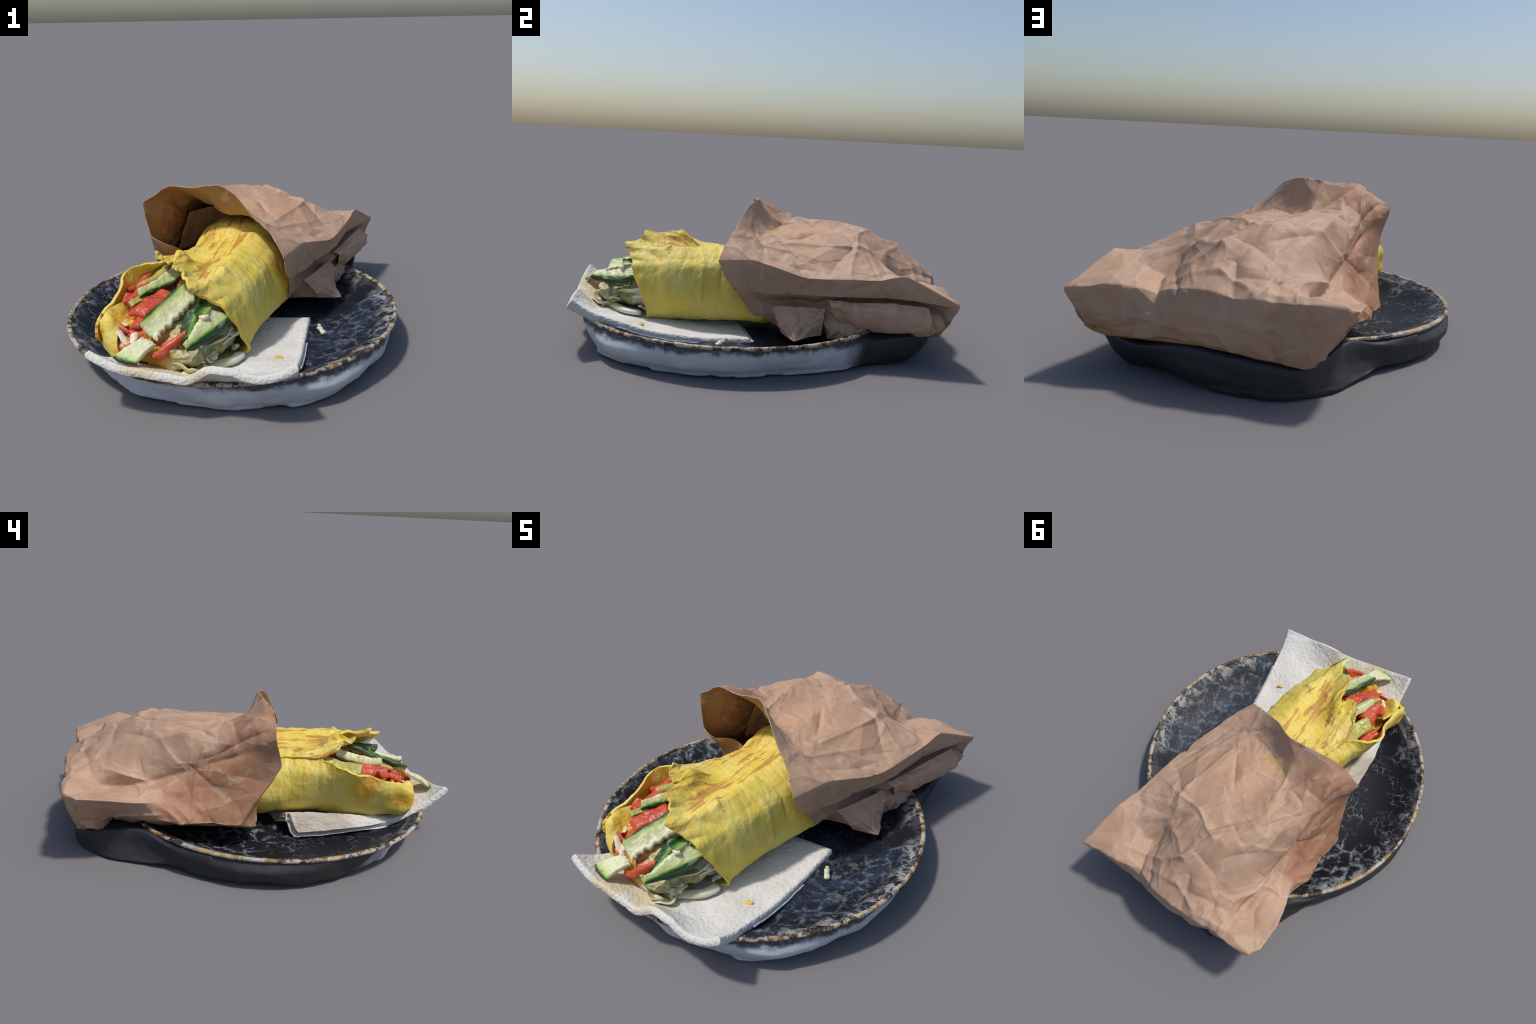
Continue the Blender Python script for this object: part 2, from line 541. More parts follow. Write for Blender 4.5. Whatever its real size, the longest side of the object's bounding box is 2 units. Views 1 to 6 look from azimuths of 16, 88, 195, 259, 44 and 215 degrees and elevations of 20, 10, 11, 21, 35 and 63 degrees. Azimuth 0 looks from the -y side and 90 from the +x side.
def lathe(name, rings, mat, na=320):
    """rings: list of functions angle -> (radius, height)"""
    a = np.linspace(0, 2 * np.pi, na, endpoint=False)
    P = []
    for f in rings:
        r, z = f(a)
        P.append(np.stack([CX + r * np.cos(a), CY + r * np.sin(a), z + 0 * a], 1))
    P = np.array(P)
    return P, a


def const(r, z, tilt=1.0):
    return lambda a: (np.full_like(a, r) + .003 * np.sin(3 * a + 1), z + tilt * .010 * r * np.cos(a))


dish_profile = [(0.02, .052), (.15, .052), (.30, .053), (.45, .055), (.55, .061), (.63, .076), (.69, .099), (.745, .131), (.783, .150), (.806, .157)]
P, _ = lathe("dish", [const(r, z) for r, z in dish_profile], MAT_DISH)
P = densify(P, 60, P.shape[1], closed_u=True, soft_u=1, soft_v=1)
nv, nu = P.shape[:2]
V = np.vstack([P.reshape(-1, 3), [[CX, CY, .052]]])
F = grid_faces(nv, nu, True) + [(nv * nu, (b + 1) % nu, b) for b in range(nu)]
mesh_obj("dish", V, F, MAT_DISH, plate)

a = np.linspace(0, 2 * np.pi, 360, endpoint=False)
chip = np.array([mnoise.fractal(Vector((math.cos(t) * 14, math.sin(t) * 14, 0)), 1, 2, 3) for t in a])
sect = np.linspace(0, 2 * np.pi, 14, endpoint=False)
P = np.zeros((len(sect) + 1, len(a), 3))
for k, s in enumerate(list(sect) + [0]):
    rr = RIM - .006 + .003 * np.sin(3 * a + 1) + (.0115 + .002 * chip) * math.cos(s)
    zz = rim_z(a) - .006 + (.010 + .0025 * chip) * math.sin(s)
    P[k] = np.stack([CX + rr * np.cos(a), CY + rr * np.sin(a), zz], 1)
mesh_obj("rim", P.reshape(-1, 3), grid_faces(P.shape[0], len(a), True, flip=True), MAT_RIM, plate)

# outer wall: tucked under in front, flared behind to copy the scan's hole fill under the bag
deg = np.array([-180, -160, -140, -122, -109, -97, -88, -78, -66, -55, -45, -30, -18, -5, 8, 22, 36, 46, 54, 58, 62, 66, 70, 74, 80, 86, 97, 104, 110, 117, 121, 125, 129, 135, 146, 161, 180])
foot = np.array([.79, .75, .725, .725, .735, .765, .735, .74, .77, .785, .78, .78, .755, .745, .74, .74, .765, .805, .86, .905, .955, .978, .96, .95, .97, 1.005, 1.065, 1.07, 1.05, .98, .93, .895, .865, .825, .81, .80, .79])
belly = np.array([.825, .79, .75, .745, .765, .785, .775, .79, .81, .825, .83, .828, .815, .80, .785, .785, .80, .825, .87, .945, 1.06, 1.095, 1.08, 1.07, 1.07, 1.075, 1.062, 1.078, 1.058, .955, .89, .862, .848, .838, .835, .835, .825])
shelf = np.array([.10, .10, .10, .10, .10, .10, .10, .10, .10, .10, .10, .10, .10, .10, .10, .10, .10, .10, .12, .145, .165, .17, .145, .13, .155, .168, .145, .13, .115, .15, .16, .16, .14, .12, .10, .10, .10])
na = 420
a = np.linspace(-np.pi, np.pi, na, endpoint=False)
k = np.exp(-np.linspace(-2, 2, 9) ** 2)
k /= k.sum()
fr, be, sh = (np.convolve(np.concatenate([q[-4:], q, q[:4]]), k, 'valid') for q in (np.interp(np.degrees(a), deg, t) for t in (foot, belly, shelf)))
wav = np.array([mnoise.fractal(Vector((math.cos(t) * 4, math.sin(t) * 4, 5)), 1, 2, 3) for t in a])
fr = fr + .012 * np.array([mnoise.noise(Vector((math.cos(t) * 6, math.sin(t) * 6, 2))) for t in a])
low = .006 + .016 * (1 - smoothstep(-1.9, -1.4, a) * (1 - smoothstep(2.0, 2.4, a)))
rz = rim_z(a)
over = smoothstep(.835, .95, be)
rings = [(RIM - .010 + 0 * a, rz - .010), (np.where(over > 0, RIM + .6 * (be - RIM), np.minimum(RIM - .002, be + .004)), np.maximum(rz - .024, sh)), (be, sh - .004 * (1 - over)), (.65 * be + .35 * fr, .055 + .35 * (sh - .10)), (.25 * be + .75 * fr, .028 + .1 * (sh - .1)), (fr, low + .035 * np.maximum(wav, 0)), (fr - .05, low * .5), (fr * .5, .001 + 0 * a)]
P = np.array([np.stack([CX + r * np.cos(a), CY + r * np.sin(a), z], 1) for r, z in rings])
P = densify(P, 64, na, closed_u=True, soft_u=1, soft_v=.85)
d = fbm(P, 5.0, 3, 3.3)
h = smoothstep(.15, .06, P[..., 2]) * smoothstep(.0, .012, P[..., 2])
out = P - np.array([CX, CY, 0])
out[..., 2] = 0
out /= np.linalg.norm(out, axis=2, keepdims=True)
P += out * (.018 * d * h)[..., None]
P[..., 2] = np.maximum(P[..., 2], 0)
P[:, :, 2] -= P[..., 2].min()
nv = P.shape[0]
V = np.vstack([P.reshape(-1, 3), [[CX, CY, .002]]])
F = grid_faces(nv, na, True, flip=True) + [(nv * na, (nv - 1) * na + b, (nv - 1) * na + (b + 1) % na) for b in range(na)]
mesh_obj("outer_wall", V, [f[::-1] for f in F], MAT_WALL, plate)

# ------------------------------------------------------------------ paper napkin
napkin = empty("paper_napkin", "folded white embossed paper napkin, curled front edge", "paper napkin")
# rows run from the left edge to the right edge; the last is the curled front
nap_rows = [
    ("back", [(-.412, -.172, .084), (-.395, -.15, .110), (-.362, -.13, .178), (-.30, -.125, .150), (-.18, -.11, .085), (-.02, -.085, .080), (.20, -.045, .072), (.386, -.005, .075)]),
    ("second", [(-.412, -.32, .088), (-.388, -.32, .112), (-.345, -.31, .160), (-.28, -.30, .130), (-.18, -.30, .092), (0, -.29, .084), (.22, -.27, .078), (.412, -.24, .082)]),
    ("middle", [(-.384, -.58, .098), (-.366, -.58, .118), (-.335, -.57, .132), (-.28, -.56, .116), (-.18, -.56, .106), (.02, -.54, .102), (.25, -.52, .106), (.447, -.48, .112)]),
    ("rise", [(-.360, -.75, .138), (-.2, -.74, .130), (.02, -.73, .130), (.25, -.68, .128), (.468, -.65, .165)]),
    ("over rim", [(-.345, -.87, .195), (-.20, -.88, .190), (.03, -.865, .160), (.27, -.81, .160), (.484, -.77, .205)]),
    ("front", [(-.330, -.980, .284), (-.255, -.993, .252), (-.16, -.990, .230), (-.085, -.980, .226), (.03, -.966, .212), (.083, -.962, .207),
               (.155, -.925, .250), (.247, -.920, .254), (.353, -.925, .228), (.426, -.912, .242), (.503, -.872, .278)]),
]
tu = np.linspace(0, 1, 15)
G = []
for key, pts in nap_rows:
    pts = np.array(pts, float)
    s = np.linspace(0, 1, len(pts)) if key != "front" else (pts[:, 0] - pts[0, 0]) / (pts[-1, 0] - pts[0, 0])
    G.append(np.stack([np.interp(tu, s, pts[:, i]) for i in range(3)], 1))
P = densify(np.array(G), 150, 150, soft_u=.8, soft_v=.9)
N = grid_normals(P)
N *= np.sign(N[..., 2:3])
P += N * ((.0045 + .010 * smoothstep(-.26, -.40, P[..., 0]) * smoothstep(-.75, -.5, P[..., 1])) * fbm(P, 7, 3, 1.7) + .002 * fbm(P, 30, 2, 4.))[..., None]
nv, nu = P.shape[:2]
TH = .042
tt = np.linspace(0, 1, nv)[:, None] * np.ones((1, nu))
uu = np.linspace(0, 1, nu)[None, :] * np.ones((nv, 1))
edge = np.minimum(np.minimum(uu, 1 - uu), np.minimum(tt, 1 - tt))
rnd = np.sqrt(np.clip(1 - (1 - np.clip(edge / .014, 0, 1)) ** 2, 0, 1))
thick = TH * (1 - .2 * tt ** 3)
top = P - N * (thick * .5 * (1 - rnd))[..., None]
bot = P - N * (thick * (.5 + .5 * rnd))[..., None]
V = np.vstack([top.reshape(-1, 3), bot.reshape(-1, 3)])
F = grid_faces(nv, nu, flip=True) + grid_faces(nv, nu, off=nv * nu)
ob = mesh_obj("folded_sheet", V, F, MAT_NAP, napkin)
bm = bmesh.new(); bm.from_mesh(ob.data)
bmesh.ops.remove_doubles(bm, verts=bm.verts, dist=2e-4)
bmesh.ops.recalc_face_normals(bm, faces=bm.faces)
bm.to_mesh(ob.data); bm.free()
# lower plies of the fold, seen along its right and back edges
for i, (dx, dy, dz) in enumerate([(.012, .020, -.020), (-.01, .034, -.034)]):
    Q = P[:int(nv * .62)].copy()
    Q = Q * np.array([.985, 1, 1]) + np.array([dx, dy * .4, dz * .5]) - N[:Q.shape[0]] * .018
    Q += (.004 * fbm(Q, 9, 2, 9. + i))[..., None] * N[:Q.shape[0]]
    Q[..., 2] = np.maximum(Q[..., 2], .056 + .004 * i)
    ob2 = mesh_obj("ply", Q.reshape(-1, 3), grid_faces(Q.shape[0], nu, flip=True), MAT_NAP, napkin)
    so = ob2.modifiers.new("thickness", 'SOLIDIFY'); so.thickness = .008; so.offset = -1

# ------------------------------------------------------------------ paper bag
bag = empty("paper_bag", "crumpled greasy brown kraft paper bag lying open", "paper bag")
# rings from the mouth to the folded rear end. In each ring the first points run
# under the bag to the tucked right gusset (flap edge, roll, inner fold), up to
# the right ridge, over the top to the left flap and back underneath.
bag_rings = [
    ("mouth", [(0, .10, .10), (.15, .08, .11), (.26, .0, .165), (.296, -.075, .272), (.289, -.152, .367), (.288, -.190, .455), (.217, -.148, .550), (.115, -.103, .622), (.005, -.046, .712),
               (-.10, .009, .742), (-.235, -.004, .727), (-.362, -.012, .729), (-.440, -.020, .676), (-.517, -.008, .622), (-.462, -.055, .470), (-.390, -.046, .425), (-.352, .10, .340)]),
    ("behind the flap", [(0, .15, .09), (.31, .15, .105), (.300, .130, .195), (.270, .09, .25), (.335, .03, .300), (.348, .0, .472), (.26, -.0, .522), (.16, .02, .550), (.035, .045, .585),
               (-.11, .10, .572), (-.21, .155, .592), (-.31, .12, .662), (-.408, .105, .640), (-.455, .08, .560), (-.485, .04, .352), (-.526, .148, .194), (-.40, .04, .125)]),
    ("front third", [(0, .30, .08), (.507, .193, .113), (.385, .220, .228), (.280, .21, .262), (.378, .19, .308), (.440, .241, .417), (.31, .20, .487), (.175, .16, .543), (.03, .20, .572),
               (-.10, .25, .582), (-.22, .27, .612), (-.335, .26, .618), (-.390, .26, .535), (-.410, .27, .442), (-.455, .27, .300), (-.518, .28, .200), (-.37, .30, .122)]),
    ("gusset notch", [(0, .40, .08), (.370, .350, .115), (.370, .335, .204), (.325, .325, .265), (.430, .325, .322), (.457, .345, .417), (.34, .33, .482), (.207, .32, .540), (.055, .33, .575),
               (-.08, .355, .592), (-.217, .37, .618), (-.325, .37, .605), (-.378, .375, .495), (-.395, .385, .400), (-.455, .38, .290), (-.515, .38, .208), (-.365, .40, .124)]),
    ("middle", [(0, .50, .08), (.36, .45, .130), (.458, .400, .275), (.345, .41, .310), (.448, .415, .322), (.468, .46, .422), (.36, .45, .480), (.239, .478, .547), (.08, .46, .578),
               (-.06, .46, .595), (-.214, .472, .615), (-.315, .48, .575), (-.355, .49, .440), (-.385, .50, .368), (-.462, .50, .300), (-.510, .46, .210), (-.365, .50, .124)]),
    ("rear third", [(0, .65, .10), (.405, .60, .158), (.486, .60, .270), (.365, .61, .315), (.460, .61, .332), (.484, .60, .430), (.385, .60, .468), (.22, .585, .530), (.09, .575, .590),
               (-.02, .61, .590), (-.135, .613, .580), (-.26, .62, .520), (-.332, .63, .410), (-.360, .63, .342), (-.510, .63, .320), (-.445, .63, .228), (-.345, .63, .13)]),
    ("hollow", [(0, .74, .10), (.470, .755, .145), (.528, .77, .270), (.395, .77, .322), (.498, .775, .338), (.493, .722, .453), (.385, .74, .408), (.258, .766, .390), (.13, .74, .475),
               (.015, .768, .513), (-.10, .765, .498), (-.22, .77, .447), (-.32, .78, .375), (-.352, .76, .332), (-.537, .76, .347), (-.405, .74, .232), (-.31, .74, .15)]),
    ("back rim", [(0, .83, .12), (.530, .86, .178), (.560, .91, .250), (.470, .90, .300), (.548, .945, .318), (.560, .970, .338), (.40, .955, .368), (.217, .922, .358), (.111, .965, .398),
               (.017, .979, .398), (-.128, .980, .380), (-.265, .966, .380), (-.40, .966, .382), (-.500, .946, .374), (-.541, .897, .360), (-.440, .900, .210), (-.38, .80, .13)]),
    ("rear face", [(0, .92, .185), (.515, .890, .184), (.540, .92, .215), (.530, .935, .230), (.535, .945, .250), (.535, .955, .262), (.42, .955, .258), (.225, .958, .272), (.11, .985, .300),
               (0, .998, .300), (-.13, .992, .290), (-.27, .968, .265), (-.38, .945, .265), (-.455, .945, .275), (-.497, .905, .290), (-.425, .905, .20), (-.38, .89, .15)]),
    ("rear bottom", [(.02, .940, .180), (.44, .900, .160), (.500, .898, .176), (.506, .900, .180), (.508, .902, .182), (.505, .910, .186), (.40, .925, .165), (.29, .940, .164), (.185, .945, .186),
               (.083, .950, .190), (-.07, .952, .180), (-.185, .936, .157), (-.29, .925, .145), (-.360, .905, .134), (-.395, .912, .145), (-.392, .905, .15), (-.36, .88, .128)]),
    ("tucked under", [(.01, .82, .12), (.35, .80, .12), (.40, .80, .13), (.405, .805, .135), (.41, .81, .14), (.41, .82, .14), (.33, .82, .13), (.24, .83, .13), (.16, .84, .13),
               (.07, .85, .13), (-.07, .85, .13), (-.17, .84, .12), (-.26, .83, .12), (-.32, .82, .115), (-.34, .81, .12), (-.34, .80, .12), (-.29, .80, .11)]),
]
G = np.array([r for _, r in bag_rings], float)
NV, NU = 300, 476
row = np.linspace(0, len(G) - 1, NV)[:, None] * np.ones((1, NU))
stiff = smoothstep(.2, 1.4, row)[..., None]
P = stiff * densify(G, NV, NU, closed_u=True, soft_u=.18, soft_v=.30) + (1 - stiff) * densify(G, NV, NU, closed_u=True, soft_u=.65, soft_v=.8)
N = outward(soft_normals(P, True, 7), P)
S, T = sheet_coords(P)
u17 = np.linspace(0, 17, NU, endpoint=False)[None, :] * np.ones((NV, 1))
keep = smoothstep(0, 1.0, row) * .75 + .25
tail = 1 - .65 * smoothstep(6.9, 8.0, row)
hinge = .45 + .55 * smoothstep(0, .5, np.minimum(np.abs(u17 - 5), np.abs(u17 - 14)))
relief = .016 * facets(S, T, .24, 5) + .006 * facets(S, T, .10, 21) + .0035 * facets(S, T, .045, 33) + sharp_folds(S, T, 130, 4, (.006, .017), (.20, .60), (.012, .030)) + sharp_folds(S, T, 300, 14, (.002, .0055), (.04, .15), (.004, .010))
top_zone = smoothstep(4.0, 5.2, u17) * (1 - smoothstep(14.6, 15.6, u17))
disp = relief * keep * tail * hinge * (.6 + .4 * top_zone)
creases = [
    ("rib along the right top", [(.171, .142, .538), (.239, .482, .549), (.20, .60, .55)], .010, .016),
    ("fold from flap to right ridge", [(.02, .08, .57), (.171, .142, .538), (.30, .20, .48), (.442, .241, .417)], -.012, .012),
    ("fold over the shoulder", [(.08, -.02, .60), (.22, .04, .53), (.346, .035, .464)], -.012, .013),
    ("dark dimple", [(.09, .57, .61), (.20, .68, .50), (.258, .766, .392)], -.022, .022),
    ("valley beside the ridge", [(.22, .80, .40), (.10, .70, .50), (.06, .58, .585)], -.014, .016),
    ("long diagonal ridge", [(.20, .87, .41), (.015, .768, .513), (-.06, .62, .60)], .022, .013),
    ("back edge ridge", [(.19, .90, .40), (-.02, .88, .445), (-.14, .93, .405)], .016, .012),
    ("back tuck", [(-.06, .82, .48), (-.10, .965, .38), (-.10, .985, .25)], -.020, .018),
    ("back tuck ridge", [(-.24, .78, .47), (-.17, .95, .39), (-.16, .98, .28)], .018, .012),
    ("back tuck two", [(-.22, .80, .45), (-.26, .955, .37), (-.25, .97, .25)], -.018, .016),
    ("back tuck ridge two", [(-.25, .86, .43), (-.42, .94, .385), (-.50, .94, .37)], .014, .012),
    ("back tuck three", [(-.35, .84, .38), (-.37, .96, .37), (-.35, .95, .26)], -.012, .012),
    ("left shoulder ridge", [(-.333, .272, .596), (-.214, .472, .61), (-.135, .613, .581), (-.09, .80, .50)], .011, .018),
    ("left flap valley", [(-.44, .06, .55), (-.41, .333, .444), (-.375, .55, .375), (-.354, .704, .345), (-.33, .90, .36)], -.025, .018),
    ("left flap star fold", [(-.50, .505, .31), (-.51, .60, .33), (-.54, .77, .355)], .010, .013),
    ("star arm", [(-.505, .56, .32), (-.49, .50, .27), (-.515, .42, .21)], .009, .010),
    ("pocket behind the flap", [(-.20, .22, .60), (-.28, .30, .58)], -.016, .020),
    ("ripple", [(.0, .25, .59), (-.12, .33, .61), (-.2, .30, .61)], -.009, .010),
    ("second ripple", [(.12, .33, .57), (-.02, .36, .61), (-.14, .42, .62)], .009, .010),
    ("third ripple", [(.05, .46, .61), (-.08, .50, .615), (-.2, .56, .58)], -.008, .010),
    ("long rib to the corner", [(.30, .50, .52), (.40, .62, .48), (.49, .72, .455), (.555, .965, .34)], .006, .012),
    ("flap dart", [(.44, .20, .20), (.40, .18, .15), (.36, .16, .12)], -.010, .010),
    ("roll pucker", [(.53, .70, .27), (.52, .74, .20), (.47, .76, .15)], -.016, .010),
    ("roll pucker two", [(.555, .85, .25), (.54, .88, .20)], -.014, .010),
    ("rear pleat", [(.22, .70, .44), (.235, .80, .38), (.215, .92, .36), (.19, .95, .25)], -.024, .020),
    ("rear crumple", [(.32, .93, .34), (.26, .97, .25), (.31, .94, .16)], -.016, .016),
    ("rear crumple two", [(-.05, .98, .38), (-.02, .99, .27), (-.10, .95, .17)], .010, .014),
    ("rear crumple three", [(-.32, .96, .38), (-.22, .97, .28), (-.26, .93, .15)], -.013, .016),
    ("rear crumple four", [(.46, .95, .34), (.47, .93, .25), (.42, .91, .17)], -.012, .014),
    ("rear cross fold", [(.45, .93, .22), (.28, .95, .26), (.10, .98, .23), (-.12, .97, .26)], .009, .012),
    ("rear cross fold two", [(.0, .98, .33), (-.20, .97, .31), (-.42, .94, .30)], -.009, .012),
    ("side wall fold", [(.36, .0, .43), (.37, .16, .32), (.36, .22, .22)], -.012, .014),
    ("side wall fold two", [(.44, .24, .41), (.40, .28, .33), (.41, .33, .22)], -.010, .012),
    ("roll wrinkle", [(.46, .47, .27), (.50, .66, .20), (.49, .76, .15)], -.022, .014),
    ("roll wrinkle two", [(.46, .58, .28), (.53, .74, .25), (.545, .86, .20)], .014, .010),
    ("flap crease", [(-.05, -.01, .70), (-.03, .05, .62), (-.02, .09, .57)], -.010, .012),
    ("flap crease two", [(-.30, .0, .70), (-.28, .08, .65), (-.24, .15, .60)], -.008, .014),
]
for _, path, amp, w in creases:
    disp += amp * np.exp(-line_dist(P, path) / w)
P = P + N * disp[..., None]
P[..., 1] = np.where(P[..., 1] > .97, .97 + .7 * (P[..., 1] - .97), P[..., 1])
# torn, slightly saw-cut mouth edge
wob = np.array([.006 * mnoise.noise(Vector((i * .11, 3, 1))) + .003 * mnoise.noise(Vector((i * .6, 8, 1))) for i in range(NU)])
saw = np.where((np.arange(NU) // 2) % 2 == 0, .0018, -.0018) * (np.abs(np.arange(NU) / NU * 17 - 9) < 1.6)
P[0, :, 1] += wob + saw
# keep it from sinking through the plate
rr = np.hypot(P[..., 0] - CX, P[..., 1] - CY)
floor = np.interp(rr, [r for r, _ in dish_profile] + [.817, .835, .86, 1.3], [z for _, z in dish_profile] + [.178, .178, .06, .02])
P[..., 2] = np.maximum(P[..., 2], floor + .006)
V = P.reshape(-1, 3)
ob = mesh_obj("crumpled_sheet", V, grid_faces(NV, NU, True, flip=True), [MAT_BAG, MAT_BAG_IN], bag)
last = (NV - 1) * NU
bm = bmesh.new(); bm.from_mesh(ob.data); bm.verts.ensure_lookup_table()
ring = [bm.verts[last + i] for i in range(NU)]
c = bm.verts.new(np.mean([v.co for v in ring], axis=0))
for i in range(NU):
    f = bm.faces.new((ring[(i + 1) % NU], ring[i], c)); f.smooth = True
bm.to_mesh(ob.data); bm.free()
so = ob.modifiers.new("paper_thickness", 'SOLIDIFY')
so.thickness = .0045
so.offset = -1
so.material_offset = 1
so.material_offset_rim = 0

# added sheet closing the pocket inside the mouth, behind the wrap on the left
backing = [[(-.36, .24, .52), (-.30, .33, .525), (-.22, .38, .53), (-.12, .40, .52), (.0, .40, .50)],
          [(-.37, .22, .47), (-.32, .31, .48), (-.25, .38, .48), (-.15, .42, .48), (.0, .42, .48)],
          [(-.39, .21, .40), (-.35, .29, .40), (-.29, .36, .40), (-.18, .42, .40), (.0, .42, .40)],
          [(-.41, .20, .31), (-.38, .26, .30), (-.33, .33, .29), (-.2, .38, .29), (.0, .42, .29)]]
Q = densify(np.array(backing), 80, 120, soft_u=.8, soft_v=.6)
Nq = soft_normals(Q, False, 5)
Sq, Tq = sheet_coords(Q)
Q = Q + Nq * (.008 * facets(Sq, Tq, .10, 3) + .007 * facets(Sq, Tq, .045, 9))[..., None]
ob = mesh_obj("added_backing", Q.reshape(-1, 3), grid_faces(80, 120), MAT_BAG_IN, bag)
so = ob.modifiers.new("paper_thickness", 'SOLIDIFY'); so.thickness = .004; so.offset = 0


# loose plies of the tucked gusset on the right, hanging under the ridge
plies = {
    "outer_fold": [[(.436, .36, .312), (.462, .50, .312), (.488, .66, .318), (.515, .84, .312)],
                   [(.470, .37, .290), (.500, .52, .276), (.532, .68, .268), (.556, .85, .262)],
                   [(.462, .39, .235), (.492, .53, .212), (.528, .68, .208), (.553, .84, .205)],
                   [(.425, .42, .185), (.450, .54, .166), (.492, .66, .168), (.532, .82, .184)]],
    "inner_fold": [[(.375, .34, .235), (.400, .42, .245), (.430, .52, .230)],
                   [(.412, .35, .185), (.445, .44, .190), (.468, .54, .178)],
                   [(.408, .37, .125), (.446, .435, .110), (.470, .55, .132)],
                   [(.370, .40, .088), (.402, .46, .088), (.425, .57, .118)]],
    "corner_flap": [[(.325, .09, .235), (.365, .17, .250), (.400, .27, .262), (.425, .35, .262)],
                    [(.372, .115, .178), (.425, .18, .196), (.448, .26, .204), (.440, .34, .200)],
                    [(.395, .135, .122), (.512, .193, .116), (.470, .27, .125), (.430, .33, .130)]],
}
for i, (nm, grid) in enumerate(plies.items()):
    Q = densify(np.array(grid), 60, 110, soft_u=.5, soft_v=.8)
    Nq = soft_normals(Q, False, 4)
    Nq *= np.sign(Nq[..., 0].mean())
    Sq, Tq = sheet_coords(Q)
    Q = Q + Nq * (.010 * facets(Sq, Tq, .10, 40 + i) + .005 * facets(Sq, Tq, .045, 50 + i) + sharp_folds(Sq, Tq, 16, 60 + i, (.004, .011), (.08, .25), (.006, .014)))[..., None]
    rq = np.hypot(Q[..., 0] - CX, Q[..., 1] - CY)
    Q[..., 2] = np.maximum(Q[..., 2], np.interp(rq, [r for r, _ in dish_profile] + [.817, .835, .86, 1.3], [z for _, z in dish_profile] + [.178, .178, .06, .02]) + .008)
    ob = mesh_obj(nm, Q.reshape(-1, 3), grid_faces(60, 110), MAT_BAG, bag)
    so = ob.modifiers.new("paper_thickness", 'SOLIDIFY'); so.thickness = .004; so.offset = 0

# ------------------------------------------------------------------ wrap
wrap = empty("vegetable_wrap", "open yellow flatbread wrap stuffed with cucumber and tomato", "wrap sandwich")
# each ring starts at the free edge of the top flap, runs over the top, down
# the right flank, underneath, and up the left wall to the open lip
def hidden_ring(y, cx, cz, rx, rz):
    t = np.radians(np.linspace(142, -232, 20))
    sq = lambda c: math.copysign(abs(c) ** .75, c)
    return [(cx + rx * sq(math.cos(q)), y, cz + rz * sq(math.sin(q))) for q in t]


bread_rings = [
    ("deep in the bag", hidden_ring(.42, -.05, .29, .20, .19)),
    ("under the mouth", hidden_ring(.15, -.03, .300, .24, .208)),
    ("at the mouth", [(-.225, -.14, .423), (-.20, -.13, .437), (-.17, -.13, .447), (-.14, -.12, .447), (-.11, -.12, .448), (-.08, -.11, .451), (-.04, -.10, .460), (0, -.10, .472), (.03, -.09, .480), (.07, -.09, .483),
                      (.12, -.08, .475), (.165, -.08, .448), (.21, -.07, .40), (.254, -.05, .26), (.212, -.035, .135), (-.05, -.05, .10), (-.20, -.10, .12), (-.29, -.12, .22), (-.275, -.12, .35), (-.207, -.13, .426)]),
    ("middle", [(-.275, -.30, .436), (-.245, -.30, .45), (-.21, -.30, .458), (-.17, -.30, .446), (-.14, -.29, .438), (-.10, -.29, .434), (-.06, -.29, .436), (-.02, -.29, .448), (.03, -.29, .464), (.075, -.29, .472),
                (.115, -.28, .455), (.15, -.28, .43), (.20, -.28, .38), (.229, -.27, .24), (.165, -.27, .115), (-.05, -.30, .10), (-.20, -.30, .115), (-.305, -.30, .22), (-.330, -.29, .365), (-.258, -.29, .431)]),
    ("front third", [(-.272, -.365, .463), (-.24, -.39, .475), (-.21, -.40, .478), (-.175, -.40, .476), (-.148, -.385, .505), (-.115, -.40, .484), (-.08, -.42, .468), (-.04, -.42, .455), (.02, -.43, .454), (.075, -.44, .468),
                     (.11, -.43, .452), (.145, -.43, .425), (.19, -.42, .375), (.219, -.42, .23), (.155, -.43, .112), (-.08, -.44, .10), (-.28, -.44, .125), (-.355, -.43, .22), (-.395, -.41, .34), (-.418, -.405, .413)]),
    ("torn front", [(-.266, -.41, .50), (-.228, -.435, .49), (-.205, -.46, .497), (-.155, -.45, .482), (-.148, -.415, .525), (-.105, -.46, .505), (-.09, -.53, .508), (-.05, -.545, .48), (0, -.56, .455), (.05, -.59, .462),
                    (.085, -.57, .44), (.125, -.56, .405), (.165, -.54, .36), (.203, -.51, .215), (.165, -.52, .117), (-.10, -.56, .10), (-.31, -.58, .130), (-.365, -.58, .20), (-.392, -.58, .29), (-.396, -.575, .364)]),
    ("edge", [(-.263, -.433, .517), (-.232, -.475, .508), (-.195, -.505, .507), (-.155, -.49, .492), (-.147, -.425, .532), (-.122, -.52, .518), (-.10, -.612, .534), (-.06, -.628, .515), (-.03, -.648, .485), (.008, -.707, .476),
              (.045, -.69, .43), (.09, -.665, .405), (.158, -.638, .337), (.192, -.59, .22), (.193, -.563, .124), (-.10, -.66, .10), (-.33, -.72, .140), (-.405, -.735, .175), (-.415, -.775, .25), (-.402, -.762, .310)]),
]
